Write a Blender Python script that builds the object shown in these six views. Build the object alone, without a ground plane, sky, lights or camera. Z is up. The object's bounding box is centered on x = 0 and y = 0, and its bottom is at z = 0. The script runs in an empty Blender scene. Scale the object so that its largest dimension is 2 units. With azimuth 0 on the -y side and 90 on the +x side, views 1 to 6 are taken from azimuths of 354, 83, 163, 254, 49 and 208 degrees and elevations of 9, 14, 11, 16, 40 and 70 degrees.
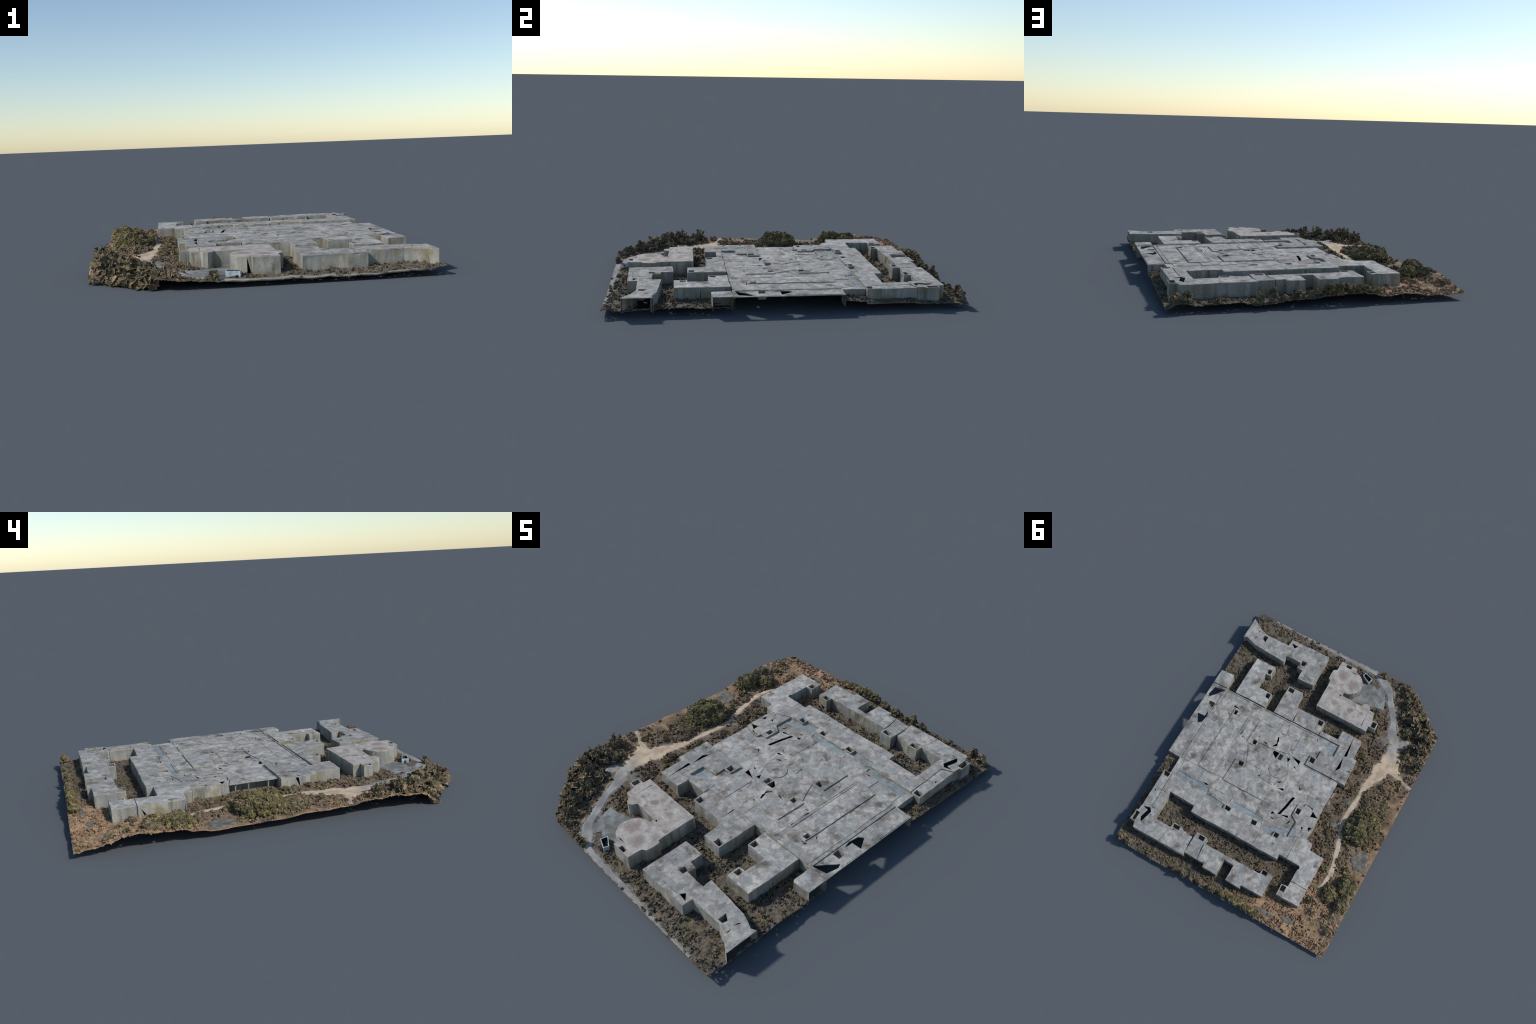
# Aerial-scan style model of an abandoned flat-roofed concrete complex on a patch of scrubland.
import bpy, math, random
import numpy as np
from mathutils import Vector
from mathutils.geometry import delaunay_2d_cdt

random.seed(7)
RNG = np.random.default_rng(7)

# ------------------------------------------------------------------ noise
_perm = np.random.default_rng(11).permutation(256)
_perm = np.concatenate([_perm, _perm, _perm])
_grad = np.random.default_rng(12).normal(size=(256, 3))
_grad /= np.linalg.norm(_grad, axis=1)[:, None]

def perlin(p):
    p = np.asarray(p, float)
    i = np.floor(p).astype(int); f = p - i; i &= 255
    w = f * f * f * (f * (f * 6 - 15) + 10)
    out = np.zeros(len(p))
    for dx in (0, 1):
        for dy in (0, 1):
            for dz in (0, 1):
                h = _perm[_perm[_perm[i[:, 0] + dx] + i[:, 1] + dy] + i[:, 2] + dz]
                g = _grad[h]
                d = f - np.array([dx, dy, dz])
                wt = (w[:, 0] if dx else 1 - w[:, 0]) * (w[:, 1] if dy else 1 - w[:, 1]) * (w[:, 2] if dz else 1 - w[:, 2])
                out += wt * (g * d).sum(1)
    return out * 1.6

def fbm(p, octaves=4, gain=.5):
    p = np.asarray(p, float); a = 1; s = 0; o = np.zeros(len(p))
    for k in range(octaves):
        o += a * perlin(p * 2 ** k + 17.3 * k); s += a; a *= gain
    return o / s

def xyz(x, y, z=0.0):
    return np.stack([np.ravel(x), np.ravel(y), np.full(np.size(x), z, float)], 1)

# ------------------------------------------------------------------ materials
class Mat:
    """Small helper that wires node trees."""
    def __init__(self, name, rough=.9):
        self.m = bpy.data.materials.new(name); self.m.use_nodes = True
        self.t = self.m.node_tree; self.n = self.t.nodes
        self.b = self.n['Principled BSDF']; self.b.inputs['Roughness'].default_value = rough
        self.b.inputs['Specular IOR Level'].default_value = .25
        self.co = self.n.new('ShaderNodeTexCoord').outputs['Object']
    def link(self, a, b): self.t.links.new(a, b)
    def noise(self, scale, detail=5, rough=.6, stretch=None, dist=0, seed=0):
        v = self.co
        if stretch or seed:
            mp = self.n.new('ShaderNodeMapping'); mp.inputs['Scale'].default_value = stretch or (1, 1, 1)
            mp.inputs['Location'].default_value = (seed * 3.7, seed * 1.9, seed * 2.3)
            self.link(v, mp.inputs['Vector']); v = mp.outputs[0]
        t = self.n.new('ShaderNodeTexNoise')
        for k, x in (('Scale', scale), ('Detail', detail), ('Roughness', rough), ('Distortion', dist)):
            t.inputs[k].default_value = x
        self.link(v, t.inputs['Vector']); return t.outputs['Fac']
    def voronoi(self, scale):
        t = self.n.new('ShaderNodeTexVoronoi'); t.inputs['Scale'].default_value = scale
        self.link(self.co, t.inputs['Vector']); return t.outputs
    def ramp(self, fac, *stops):
        r = self.n.new('ShaderNodeValToRGB'); e = r.color_ramp.elements
        while len(e) < len(stops): e.new(.5)
        for s, (p, c) in zip(e, stops):
            s.position = p; s.color = (c, c, c, 1) if not hasattr(c, '__len__') else (*c, 1)
        self.link(fac, r.inputs[0]); return r.outputs[0]
    def mix(self, fac, a, b, mode='MIX'):
        x = self.n.new('ShaderNodeMix'); x.data_type = 'RGBA'; x.blend_type = mode
        for i, v in ((0, fac), (6, a), (7, b)):
            if hasattr(v, 'is_linked'): self.link(v, x.inputs[i])
            elif i == 0: x.inputs[0].default_value = v
            else: x.inputs[i].default_value = (*v, 1)
        return x.outputs[2]
    def math(self, op, a, b):
        x = self.n.new('ShaderNodeMath'); x.operation = op
        for i, v in ((0, a), (1, b)):
            if hasattr(v, 'is_linked'): self.link(v, x.inputs[i])
            else: x.inputs[i].default_value = v
        return x.outputs[0]
    def random(self): return self.n.new('ShaderNodeObjectInfo').outputs['Random']
    def axis(self, k):
        s = self.n.new('ShaderNodeSeparateXYZ'); self.link(self.co, s.inputs[0]); return s.outputs[k]
    def color(self, c): self.link(c, self.b.inputs['Base Color'])
    def bump(self, h, strength=.3, dist=.002):
        b = self.n.new('ShaderNodeBump'); b.inputs['Strength'].default_value = strength; b.inputs['Distance'].default_value = dist
        self.link(h, b.inputs['Height']); self.link(b.outputs[0], self.b.inputs['Normal'])

def roof_material(name, light, mid, dark, tint, tint_amount, stain=.7, rings=()):
    m = Mat(name)
    c = m.mix(m.ramp(m.noise(24, 5, .6, dist=.5), (.38, 0.), (.60, 1.)), mid, light)
    # soft brown lichen patches, round damp spots, pale worn areas and a bluish tint copying baked skylight
    c = m.mix(m.math('MULTIPLY', m.ramp(m.noise(11, 4, .55, seed=2, dist=.4), (.53, 0.), (.68, 1.)), stain), c, dark)
    spot = m.ramp(m.voronoi(13)['Distance'], (.10, 1.), (.24, 0.))
    spot = m.math('MULTIPLY', spot, m.ramp(m.noise(6, 2, .5, seed=12), (.50, 0.), (.58, 1.)))
    c = m.mix(m.math('MULTIPLY', spot, .8), c, dark)
    c = m.mix(m.math('MULTIPLY', m.ramp(m.noise(24, 4, .55, seed=4), (.55, 0.), (.70, 1.)), .6), c, tuple(min(1, v * 1.22) for v in light))
    c = m.mix(m.math('MULTIPLY', m.ramp(m.noise(15, 3, .5, seed=6), (.46, 0.), (.62, 1.)), tint_amount), c, tint)
    c = m.mix(m.math('MULTIPLY', m.ramp(m.noise(19, 3, .5, seed=8), (.56, 0.), (.68, 1.)), .5), c, (.27, .215, .185))
    c = m.mix(m.math('MULTIPLY', m.ramp(m.noise(42, 4, .6, seed=14, stretch=(1, .35, 1)), (.56, 0.), (.70, 1.)), .55), c, tuple(v * .62 for v in mid))
    fine = m.ramp(m.noise(110, 4, .7, seed=1), (.3, .82), (.7, 1.14))
    c = m.mix(1, c, fine, 'MULTIPLY')
    c = m.mix(1, c, m.ramp(m.random(), (0, .86), (1, 1.08)), 'MULTIPLY')
    for (x, y, r, col) in rings:
        d = m.n.new('ShaderNodeVectorMath'); d.operation = 'DISTANCE'; d.inputs[1].default_value = (x, y, .112); m.link(m.co, d.inputs[0])
        q = m.math('ADD', m.math('DIVIDE', d.outputs['Value'], r), m.math('MULTIPLY', m.math('SUBTRACT', m.noise(26, 4, .6, seed=3), .5), 1.5))
        c = m.mix(m.math('MULTIPLY', m.ramp(m.math('ABSOLUTE', m.math('SUBTRACT', q, .98), 0), (.0, .38), (.3, 0.)), 1), c, (.50, .48, .44))
        c = m.mix(m.math('MULTIPLY', m.ramp(q, (.35, 1.), (1.0, 0.)), .72), c, col)
    m.color(c); m.bump(m.noise(45, 5, .6), .5, .004)
    return m.m

def wall_material():
    m = Mat('streaked_concrete')
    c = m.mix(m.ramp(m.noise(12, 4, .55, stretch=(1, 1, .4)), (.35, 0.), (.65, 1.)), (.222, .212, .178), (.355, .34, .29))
    c = m.mix(m.math('MULTIPLY', m.ramp(m.noise(40, 4, .6, stretch=(1, 1, .10), seed=3), (.50, 0.), (.66, 1.)), .75), c, (.135, .122, .088))
    c = m.mix(m.math('MULTIPLY', m.ramp(m.noise(30, 3, .5, stretch=(1, 1, .12), seed=5), (.54, 0.), (.7, 1.)), .6), c, (.47, .44, .365))
    c = m.mix(m.math('MULTIPLY', m.ramp(m.noise(8, 3, .5, seed=9), (.46, 0.), (.60, 1.)), .5), c, (.24, .265, .265))  # bluish patches imitate the blue shade baked into the scanned walls
    c = m.mix(m.math('MULTIPLY', m.ramp(m.noise(14, 3, .5, seed=11), (.53, 0.), (.66, 1.)), .6), c, (.235, .185, .09))
    c = m.mix(1, c, m.ramp(m.noise(120, 4, .7, seed=1), (.3, .85), (.7, 1.1)), 'MULTIPLY')
    m.color(c); m.bump(m.noise(70, 5, .6), .35, .002)
    return m.m

def earth_material():
    m = Mat('scrub_earth', 1.)
    x, y = m.axis(0), m.axis(1)
    grey = m.mix(m.ramp(m.noise(34, 5, .6), (.36, 0.), (.60, 1.)), (.062, .050, .036), (.165, .135, .100))
    grey = m.mix(m.ramp(m.noise(13, 4, .5, seed=2), (.52, 0.), (.66, 1.)), grey, (.115, .096, .058))
    grey = m.mix(m.math('MULTIPLY', m.ramp(m.noise(16, 3, .5, seed=11), (.55, 0.), (.66, 1.)), .6), grey, (.13, .122, .108))
    red = m.mix(m.ramp(m.noise(32, 5, .6, seed=3), (.36, 0.), (.60, 1.)), (.185, .116, .070), (.385, .255, .158))
    red = m.mix(m.math('MULTIPLY', m.ramp(m.noise(17, 3, .5, seed=13), (.52, 0.), (.64, 1.)), .6), red, (.25, .19, .10))
    olive = m.mix(m.ramp(m.noise(50, 4, .6, seed=4), (.4, 0.), (.6, 1.)), (.11, .095, .045), (.25, .21, .11))
    # dry reddish soil lies in the open south-west corner and along the west rim
    k = m.math('ADD', m.math('MULTIPLY', x, -1.6), m.math('MULTIPLY', y, 1.5))
    k = m.math('ADD', k, m.math('MULTIPLY', m.noise(7, 3, .5, seed=5), .9))
    rim = m.math('MULTIPLY', m.math('SUBTRACT', m.math('MULTIPLY', x, -1), .60), 7.)
    k = m.math('MAXIMUM', m.math('MULTIPLY', m.math('SUBTRACT', k, 1.95), 3.), m.math('MULTIPLY', rim, m.ramp(m.noise(10, 3, .5, seed=7), (.38, 0.), (.53, 1.))))
    # warmer brown soil on the west side of the building
    warm = m.ramp(m.math('ADD', m.math('MULTIPLY', x, -2.), m.math('MULTIPLY', m.noise(12, 3, .5, seed=15), 1.)), (.9, 0.), (1.1, .38))
    grey = m.mix(warm, grey, (.20, .135, .082))
    c = m.mix(m.ramp(k, (0, 0.), (1, 1.)), grey, red)
    c = m.mix(m.math('MULTIPLY', m.ramp(m.noise(11, 4, .6, seed=8), (.60, 0.), (.68, 1.)), .7), c, olive)
    c = m.mix(1, c, m.ramp(m.noise(150, 4, .7), (.3, .72), (.7, 1.25)), 'MULTIPLY')
    m.color(c); m.bump(m.noise(200, 5, .7), .5, .002)
    return m.m

def leaf_material(name, dark, mid, light, earthy):
    m = Mat(name, .8)
    c = m.mix(m.ramp(m.noise(60, 4, .6), (.36, 0.), (.64, 1.)), dark, mid)
    c = m.mix(m.ramp(m.noise(38, 3, .5, seed=2), (.52, 0.), (.68, 1.)), c, light)
    c = m.mix(m.math('MULTIPLY', m.ramp(m.noise(24, 3, .5, seed=4), (.55, 0.), (.66, 1.)), .8), c, earthy)
    c = m.mix(1, c, m.ramp(m.noise(190, 3, .6, seed=5), (.3, .75), (.7, 1.25)), 'MULTIPLY')
    m.color(c); m.bump(m.noise(170, 4, .7), .4, .002)
    return m.m

def path_material():
    m = Mat('sandy_track', 1.)
    sand = m.mix(m.ramp(m.noise(16, 3, .5), (.38, 0.), (.62, 1.)), (.42, .32, .215), (.60, .47, .33))
    dust = m.mix(m.ramp(m.noise(12, 3, .5, seed=2), (.4, 0.), (.6, 1.)), (.225, .228, .218), (.365, .362, .338))
    f = m.math('ADD', m.math('MULTIPLY', m.axis(1), 3.2), m.math('MULTIPLY', m.noise(9, 3, .5, seed=3), 1.3))
    c = m.mix(m.ramp(m.math('ADD', f, 1.2), (.0, 0.), (.7, 1.)), dust, sand)
    c = m.mix(1, c, m.ramp(m.noise(90, 4, .7), (.3, .85), (.7, 1.1)), 'MULTIPLY')
    m.color(c); m.bump(m.noise(120, 4, .6), .3, .002)
    return m.m

def paving_material():
    m = Mat('blue_grey_paving', .9)
    c = m.mix(m.ramp(m.noise(14, 3, .5), (.38, 0.), (.62, 1.)), (.15, .158, .152), (.285, .302, .295))
    c = m.mix(m.math('MULTIPLY', m.ramp(m.noise(22, 4, .6, seed=3), (.50, 0.), (.62, 1.)), .75), c, (.12, .108, .092))
    m.color(c); m.bump(m.noise(90, 4, .6), .3, .002)
    return m.m

ROOF = roof_material('weathered_roof_concrete', (.465, .445, .402), (.262, .250, .228), (.098, .082, .064), (.24, .258, .258), .55, .9)
APSE = roof_material('pinkish_stained_concrete', (.46, .425, .38), (.33, .29, .255), (.21, .15, .125), (.34, .325, .30), .3, .6, rings=[(-.085, -.765, .058, (.25, .20, .175)), (.005, -.800, .052, (.24, .19, .165)), (.046, -.668, .020, (.22, .20, .18)), (-.035, -.585, .03, (.24, .2, .17)), (-.16, -.585, .026, (.22, .19, .16)), (-.24, -.60, .02, (.22, .19, .16))])
SUNK = roof_material('skylit_blue_concrete', (.31, .34, .335), (.20, .235, .24), (.13, .125, .11), (.19, .25, .27), .5)  # blue skylight baked in the scan, put into the concrete colour
WALL = wall_material()
EARTH = earth_material()
LEAF = leaf_material('olive_foliage', (.068, .060, .030), (.155, .132, .062), (.30, .245, .105), (.19, .14, .08))
HEDGE = leaf_material('dry_hedge_foliage', (.068, .058, .038), (.18, .145, .088), (.29, .235, .12), (.28, .19, .12))
PATH = path_material()
def verge_material():
    m = Mat('dusty_verge', 1.)
    c = m.mix(m.ramp(m.noise(30, 5, .65), (.42, 0.), (.58, 1.)), (.12, .098, .072), (.27, .235, .185))
    c = m.mix(1, c, m.ramp(m.noise(120, 4, .7), (.3, .75), (.7, 1.2)), 'MULTIPLY')
    m.color(c); m.bump(m.noise(150, 4, .6), .4, .002)
    return m.m
VERGE = verge_material()
PAVE = paving_material()
def plain(name, a, b, scale=40):
    m = Mat(name); m.color(m.mix(m.ramp(m.noise(scale, 3), (.38, 0.), (.62, 1.)), a, b)); return m.m
BOXM = plain('pale_blue_paint', (.24, .33, .38), (.47, .53, .55), 60)
RIM = plain('pale_worn_rim', (.27, .25, .21), (.43, .40, .34), 60)
DUST = plain('grey_dust', (.105, .10, .082), (.19, .18, .15), 25)
DARKM = plain('bin_dark_grey', (.03, .035, .04), (.06, .065, .07))

X0 = .794          # half width of the site
# ------------------------------------------------------------------ object helpers
ROOT = bpy.data.objects.new('concrete_ruin_site', None)
bpy.context.scene.collection.objects.link(ROOT)
ROOT['label'] = 'abandoned flat-roofed grey concrete complex on scrubby ground'
ROOT['category'] = 'ruined building'

def add(name, verts, faces, mat, parent=ROOT, smooth=False, kind=None):
    me = bpy.data.meshes.new(name)
    me.from_pydata([tuple(map(float, v)) for v in verts], [], [tuple(map(int, f)) for f in faces])
    me.update(); me.materials.append(mat)
    if smooth: me.polygons.foreach_set('use_smooth', [True] * len(me.polygons))
    ob = bpy.data.objects.new(name, me); bpy.context.scene.collection.objects.link(ob)
    if parent is not None: ob.parent = parent
    if kind: ob['kind'] = kind
    return ob

def inside(px, py, poly):
    r = np.zeros(np.shape(px), bool); n = len(poly)
    for i in range(n):
        x0, y0 = poly[i]; x1, y1 = poly[(i + 1) % n]
        if y0 == y1: continue
        c = ((y0 > py) != (y1 > py)) & (px < (x1 - x0) * (py - y0) / (y1 - y0) + x0)
        r ^= c
    return r

def ccw(poly):
    a = sum(poly[i][0] * poly[(i + 1) % len(poly)][1] - poly[(i + 1) % len(poly)][0] * poly[i][1] for i in range(len(poly)))
    return list(poly) if a > 0 else list(poly)[::-1]

def inset(poly, d):
    """Offset a counter-clockwise polygon inwards by d with mitred corners."""
    out = []; n = len(poly)
    for i in range(n):
        p = Vector(poly[i - 1]); q = Vector(poly[i]); r = Vector(poly[(i + 1) % n])
        a = (q - p).normalized(); b = (r - q).normalized()
        na = Vector((-a.y, a.x)); nb = Vector((-b.y, b.x))
        m = na + nb
        k = max(.35, m.dot(na))
        m = m / k if m.length > 1e-6 else na
        out.append((q.x + m.x * d, q.y + m.y * d))
    return out

def sheet(outer, holes, step):
    """Triangulate a polygon with holes, with a grid of inner points so that it can be warped."""
    pts = []; edges = []
    def loop(poly):
        s = len(pts); n = len(poly); P = []
        for i in range(n):
            a = np.array(poly[i]); b = np.array(poly[(i + 1) % n])
            k = max(1, int(np.linalg.norm(b - a) / step))
            P += [tuple(a + (b - a) * j / k) for j in range(k)]
        pts.extend(P); edges.extend([(s + i, s + (i + 1) % len(P)) for i in range(len(P))])
    for p in [outer] + holes: loop(p)
    xs = [p[0] for p in outer]; ys = [p[1] for p in outer]
    gx, gy = np.meshgrid(np.arange(min(xs) + step / 2, max(xs), step), np.arange(min(ys) + step / 2, max(ys), step))
    gx = gx.ravel() + RNG.uniform(-.3, .3, gx.size) * step; gy = gy.ravel() + RNG.uniform(-.3, .3, gy.size) * step
    ok = inside(gx, gy, inset(ccw(outer), step * .35))
    for h in holes: ok &= ~inside(gx, gy, inset(ccw(h), -step * .3))
    pts += list(zip(gx[ok], gy[ok]))
    r = delaunay_2d_cdt([Vector(p) for p in pts], edges, [], 0, 1e-6)
    V = np.array([tuple(v) for v in r[0]]); T = np.array([f for f in r[2]])
    c = V[T].mean(1); ok = inside(c[:, 0], c[:, 1], outer)
    for h in holes: ok &= ~inside(c[:, 0], c[:, 1], h)
    return V, T[ok]

def border(T):
    e = {}
    for t in T:
        for i in range(3):
            a, b = t[i], t[(i + 1) % 3]
            e[(a, b)] = e.get((a, b), 0) + 1
    return [k for k in e if (k[1], k[0]) not in e]

def warp(V, z, amp, seed=0.):
    """Slow sag plus a little unevenness of an old roof."""
    return z + amp * (1.6 * fbm(xyz(V[:, 0] * 7, V[:, 1] * 7, seed), 2) + .8 * perlin(xyz(V[:, 0] * 28, V[:, 1] * 28, seed + 3)) - .7 * np.abs(perlin(xyz(V[:, 0] * 12, V[:, 1] * 12, seed + 9))))

def crook(P):
    """Slightly crooked lines: the old walls and slabs are nowhere quite straight."""
    P = np.array(P, float); q = xyz(P[:, 0], P[:, 1])
    k = np.clip((X0 - np.abs(P[:, 0])) / .02, 0, 1)
    P[:, 0] += k * (.0028 * perlin(q * 11 + 3) + .0010 * perlin(q * 45 + 8)); P[:, 1] += .0028 * perlin(q * 11 + 40) + .0010 * perlin(q * 45 + 60)
    return P

def plate(name, outer, z, holes=(), mat=None, thick=.004, amp=.0016, step=.016, parent=ROOT):
    outer = ccw(outer)
    V, T = sheet(outer, [list(h) for h in holes], step)
    a = np.array([V[t[1]] - V[t[0]] for t in T]); b = np.array([V[t[2]] - V[t[0]] for t in T])
    flip = (a[:, 0] * b[:, 1] - a[:, 1] * b[:, 0]) < 0
    T[flip] = T[flip][:, ::-1]
    n = len(V); zt = warp(V, z, amp)
    verts = np.concatenate([np.c_[V, zt], np.c_[V, zt - thick]])
    F = [tuple(t) for t in T] + [tuple(n + t[::-1]) for t in T]
    rim = border(T); k = len(F)
    F += [(a, a + n, b + n, b) for a, b in rim]
    ob = add(name, crook(verts), F, mat or ROOF, parent)
    ob.data.materials.append(RIM)
    A = np.array(outer); B = np.roll(A, -1, 0)
    for i, (a, b) in enumerate(rim):
        m = (V[a] + V[b]) / 2; t = np.clip(((m - A) * (B - A)).sum(1) / ((B - A) ** 2).sum(1), 0, 1)
        if np.linalg.norm(A + (B - A) * t[:, None] - m, axis=1).min() < 1e-4: ob.data.polygons[k + i].material_index = 1
    return ob

def walls(name, outer, z, zb, skip=(), gaps=None, mat=None, thick=.005, amp=.0016, parent=ROOT, step=.014):
    """Thin walls under a plate. gaps maps an edge index to wedge-shaped holes of the scan mesh given as (run, height fraction)."""
    outer = list(outer); inn = inset(outer, thick)
    verts, faces = [], []
    for i in range(len(outer)):
        if i in skip: continue
        j = (i + 1) % len(outer)
        a, b, ia, ib = (np.array(q) for q in (outer[i], outer[j], inn[i], inn[j]))
        L = np.linalg.norm(b - a)
        if L < 1e-4: continue
        H = z - zb
        gp = [[(s * L, h * H) for s, h in g] for g in (gaps or {}).get(i, [])]
        V, T = sheet([(0, 0), (L, 0), (L, H), (0, H)], gp, step)
        d = (b - a) / L; nrm = np.array([d[1], -d[0]])
        s = V[:, 0] / L; hz = V[:, 1] / H
        P = a + np.outer(s, b - a)
        bulge = .0030 * perlin(np.c_[P * 22, V[:, 1] * 22]) * np.clip(np.minimum(s, 1 - s) * L / .01, 0, 1)
        top = warp(P, z, amp) - .004
        zz = zb + hz * (top - zb)
        Po = P + np.outer(bulge + .0012 * (1 - hz), nrm)
        Pi = ia + np.outer(s, ib - ia)
        n = len(V); o = len(verts)
        verts += list(np.c_[Po, zz]) + list(np.c_[Pi, zz])
        va = V[T[:, 1]] - V[T[:, 0]]; vb = V[T[:, 2]] - V[T[:, 0]]
        fl = va[:, 0] * vb[:, 1] - va[:, 1] * vb[:, 0] < 0
        T[fl] = T[fl][:, ::-1]
        faces += [tuple(o + t) for t in T] + [tuple(o + n + t[::-1]) for t in T]
        for p, q in border(T):
            if (V[p, 0] < 1e-6 and V[q, 0] < 1e-6) or (V[p, 0] > L - 1e-6 and V[q, 0] > L - 1e-6): continue
            faces.append((o + p, o + p + n, o + q + n, o + q))
    if faces: return add(name, crook(verts), faces, mat or WALL, parent)

def rect(x0, y0, x1, y1):
    x0, x1 = sorted((x0, x1)); y0, y1 = sorted((y0, y1))
    return [(x0, y0), (x1, y0), (x1, y1), (x0, y1)]

FOOT = []          # building footprints, kept clear of soil

def shaft(poly, z, parent, depth=.05):
    """A light well: four inner faces and a floor below a hole in the roof."""
    p = ccw(poly); o = inset(p, -.0025); zf = z - depth
    n = len(p); V = []; F = []
    for q, zz in ((p, z - .0005), (o, z - .0045), (p, zf), (o, zf - .003)):
        V += [(x, y, zz) for x, y in q]
    for i in range(n):
        j = (i + 1) % n
        F += [(j, i, i + 2 * n, j + 2 * n), (i + n, j + n, j + 3 * n, i + 3 * n)]
    F += [tuple(range(2 * n, 3 * n)), tuple(range(4 * n - 1, 3 * n - 1, -1))]
    add('light_shaft', crook(V), F, WALL, parent)

def block(name, outer, z, zb=.022, scan_tears=(), shafts=(), open_edges=(), gaps=None, mat=None, amp=.0016, foot=True, gap=.0007):
    """A hollow concrete block: roof slab, walls and light shafts. open_edges and gaps use (x, y) edge midpoints."""
    outer = inset(ccw(outer), gap); n = len(outer)
    root = bpy.data.objects.new(name, None); bpy.context.scene.collection.objects.link(root); root.parent = ROOT
    if foot: FOOT.append(outer)
    mids = [((outer[i][0] + outer[(i + 1) % n][0]) / 2, (outer[i][1] + outer[(i + 1) % n][1]) / 2) for i in range(n)]
    near = lambda p: min(range(n), key=lambda i: (mids[i][0] - p[0]) ** 2 + (mids[i][1] - p[1]) ** 2)
    skip = {near(p) for p in open_edges}
    G = {}
    for p, g in (gaps or []): G.setdefault(near(p), []).append(g)
    plate('roof_slab', outer, z, list(scan_tears) + list(shafts), mat, amp=amp, parent=root)  # holes of the scan mesh are cut through the slab
    walls('wall', outer, z, zb, skip, G, amp=amp, parent=root)
    for s in shafts: shaft(s, z, root, .03 if name == 'main_hall' else .05)
    return root

# ------------------------------------------------------------------ the building, plan in metres
X0 = .794
wedge_l = [(.0 + .02, .9), (.02, .05), (.12, .05)]

# north-east wing with the roof that runs out over the cut edge
block('wing_block', [(X0, -.896), (.711, -.846), (.653, -.822), (.471, -.825), (.470, -.882), (.168, -.886), (.163, -.627),
       (.284, -.623), (.285, -.69), (.331, -.700), (.326, -.742), (.421, -.745), (.443, -.742), (.437, -.690), (.687, -.708),
       (.734, -.724), (.768, -.738), (X0, -.726)], .1055,
      scan_tears=[[(.459, -.856), (.406, -.850), (.422, -.824)], [(.709, -.793), (.718, -.819), (.713, -.833)],
             [(.722, -.748), (.705, -.784), (.709, -.758)], [(.396, -.8515), (.344, -.855), (.396, -.8545)], [(.318, -.854), (.258, -.857), (.318, -.857)]],
      shafts=[[(.668, -.783), (.661, -.810), (.634, -.811), (.632, -.766)], rect(.288, -.766, .320, -.730)],
      open_edges=[(X0, -.81)])
# C-shaped block in front of the main hall
block('wing_block', [(.617, -.620), (.464, -.622), (.461, -.546), (.503, -.545), (.504, -.427), (.380, -.423), (.376, -.312), (.618, -.309)], .1040,
      shafts=[rect(.470, -.588, .501, -.554), rect(.386, -.416, .418, -.379)],
      gaps=[((.618, -.46), [(.47, .96), (.455, .3), (.475, .3)])])
block('end_block', [(X0, -.415), (.700, -.421), (.690, -.408), (.689, -.309), (X0, -.305)], .0995, scan_tears=[[(.765, -.378), (.73, -.372), (.735, -.376)]],
      open_edges=[(X0, -.36)])
block('wing_block', [(.306, -.541), (.192, -.541), (.190, -.480), (.186, -.455), (.180, -.424), (.151, -.419), (-.048, -.423), (-.054, -.312), (.305, -.310)], .1055,
      scan_tears=[[(.155, -.400), (.148, -.316), (.157, -.314)], [(.19 - .003, -.479), (.225, -.490), (.2, -.481)]],
      shafts=[rect(.256, -.534, .300, -.502), rect(-.041, -.415, -.005, -.379)],
      gaps=[((.055, -.421), [(.02, .95), (.0 + .02, .05), (.055, .95)])])

# apse block: a half-round end facing west
apse = [(-.060 + .090 * math.cos(t), -.776 + .092 * math.sin(t)) for t in [math.radians(a) for a in range(-90, -271, -15)]]
block('apse_block', [(.065, -.900), (-.057, -.900), (-.059, -.872)] + apse + [(-.063, -.661), (-.213, -.652), (-.226, -.676), (-.247, -.686), (-.268, -.681),
       (-.279, -.665), (-.282, -.651), (-.323, -.649), (-.330, -.595), (-.378, -.593), (-.380, -.538), (-.329, -.537), (-.329, -.496),
       (.065, -.499), (.070, -.724), (.089, -.732), (.090, -.807), (.067, -.820)], .1125, zb=.024,
      mat=APSE, scan_tears=[[(-.035, -.660), (-.055, -.658), (-.050, -.646)], [(-.281, -.648), (-.284, -.515), (-.279, -.515)], [(-.015, -.857), (-.085, -.861), (-.062, -.853)],
             [(.01, -.8685), (.058, -.8685), (.058, -.867)]],
      shafts=[rect(-.018, -.896, .022, -.873), rect(-.373, -.587, -.340, -.543)],
      gaps=[((-.28, -.658), [(.3, .95), (.1, .02), (.9, .02)]), ((-.083, -.865), [(.1, .97), (.05, .02), (.9, .02)])])

# block with the small sunken court on the west side
block('court_block', [(-.189, -.419), (-.341, -.417), (-.346, -.274), (-.377, -.271), (-.383, -.071), (-.079, -.073), (-.079, -.149), (-.130, -.149),
       (-.126, -.214), (-.225, -.221), (-.222, -.311), (-.058, -.3115), (-.056, -.345), (-.186, -.348)], .1080,
      scan_tears=[[(-.281, -.408), (-.301, -.263), (-.283, -.257)], [(-.284, -.248), (-.301, -.164), (-.278, -.127)], [(-.332, -.166), (-.376, -.177), (-.377, -.169)]],
      shafts=[rect(-.124, -.142, -.088, -.104)],
      gaps=[((-.38, -.17), [(.49, .97), (.56, .02), (.58, .02), (.40, .97)])])

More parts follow.
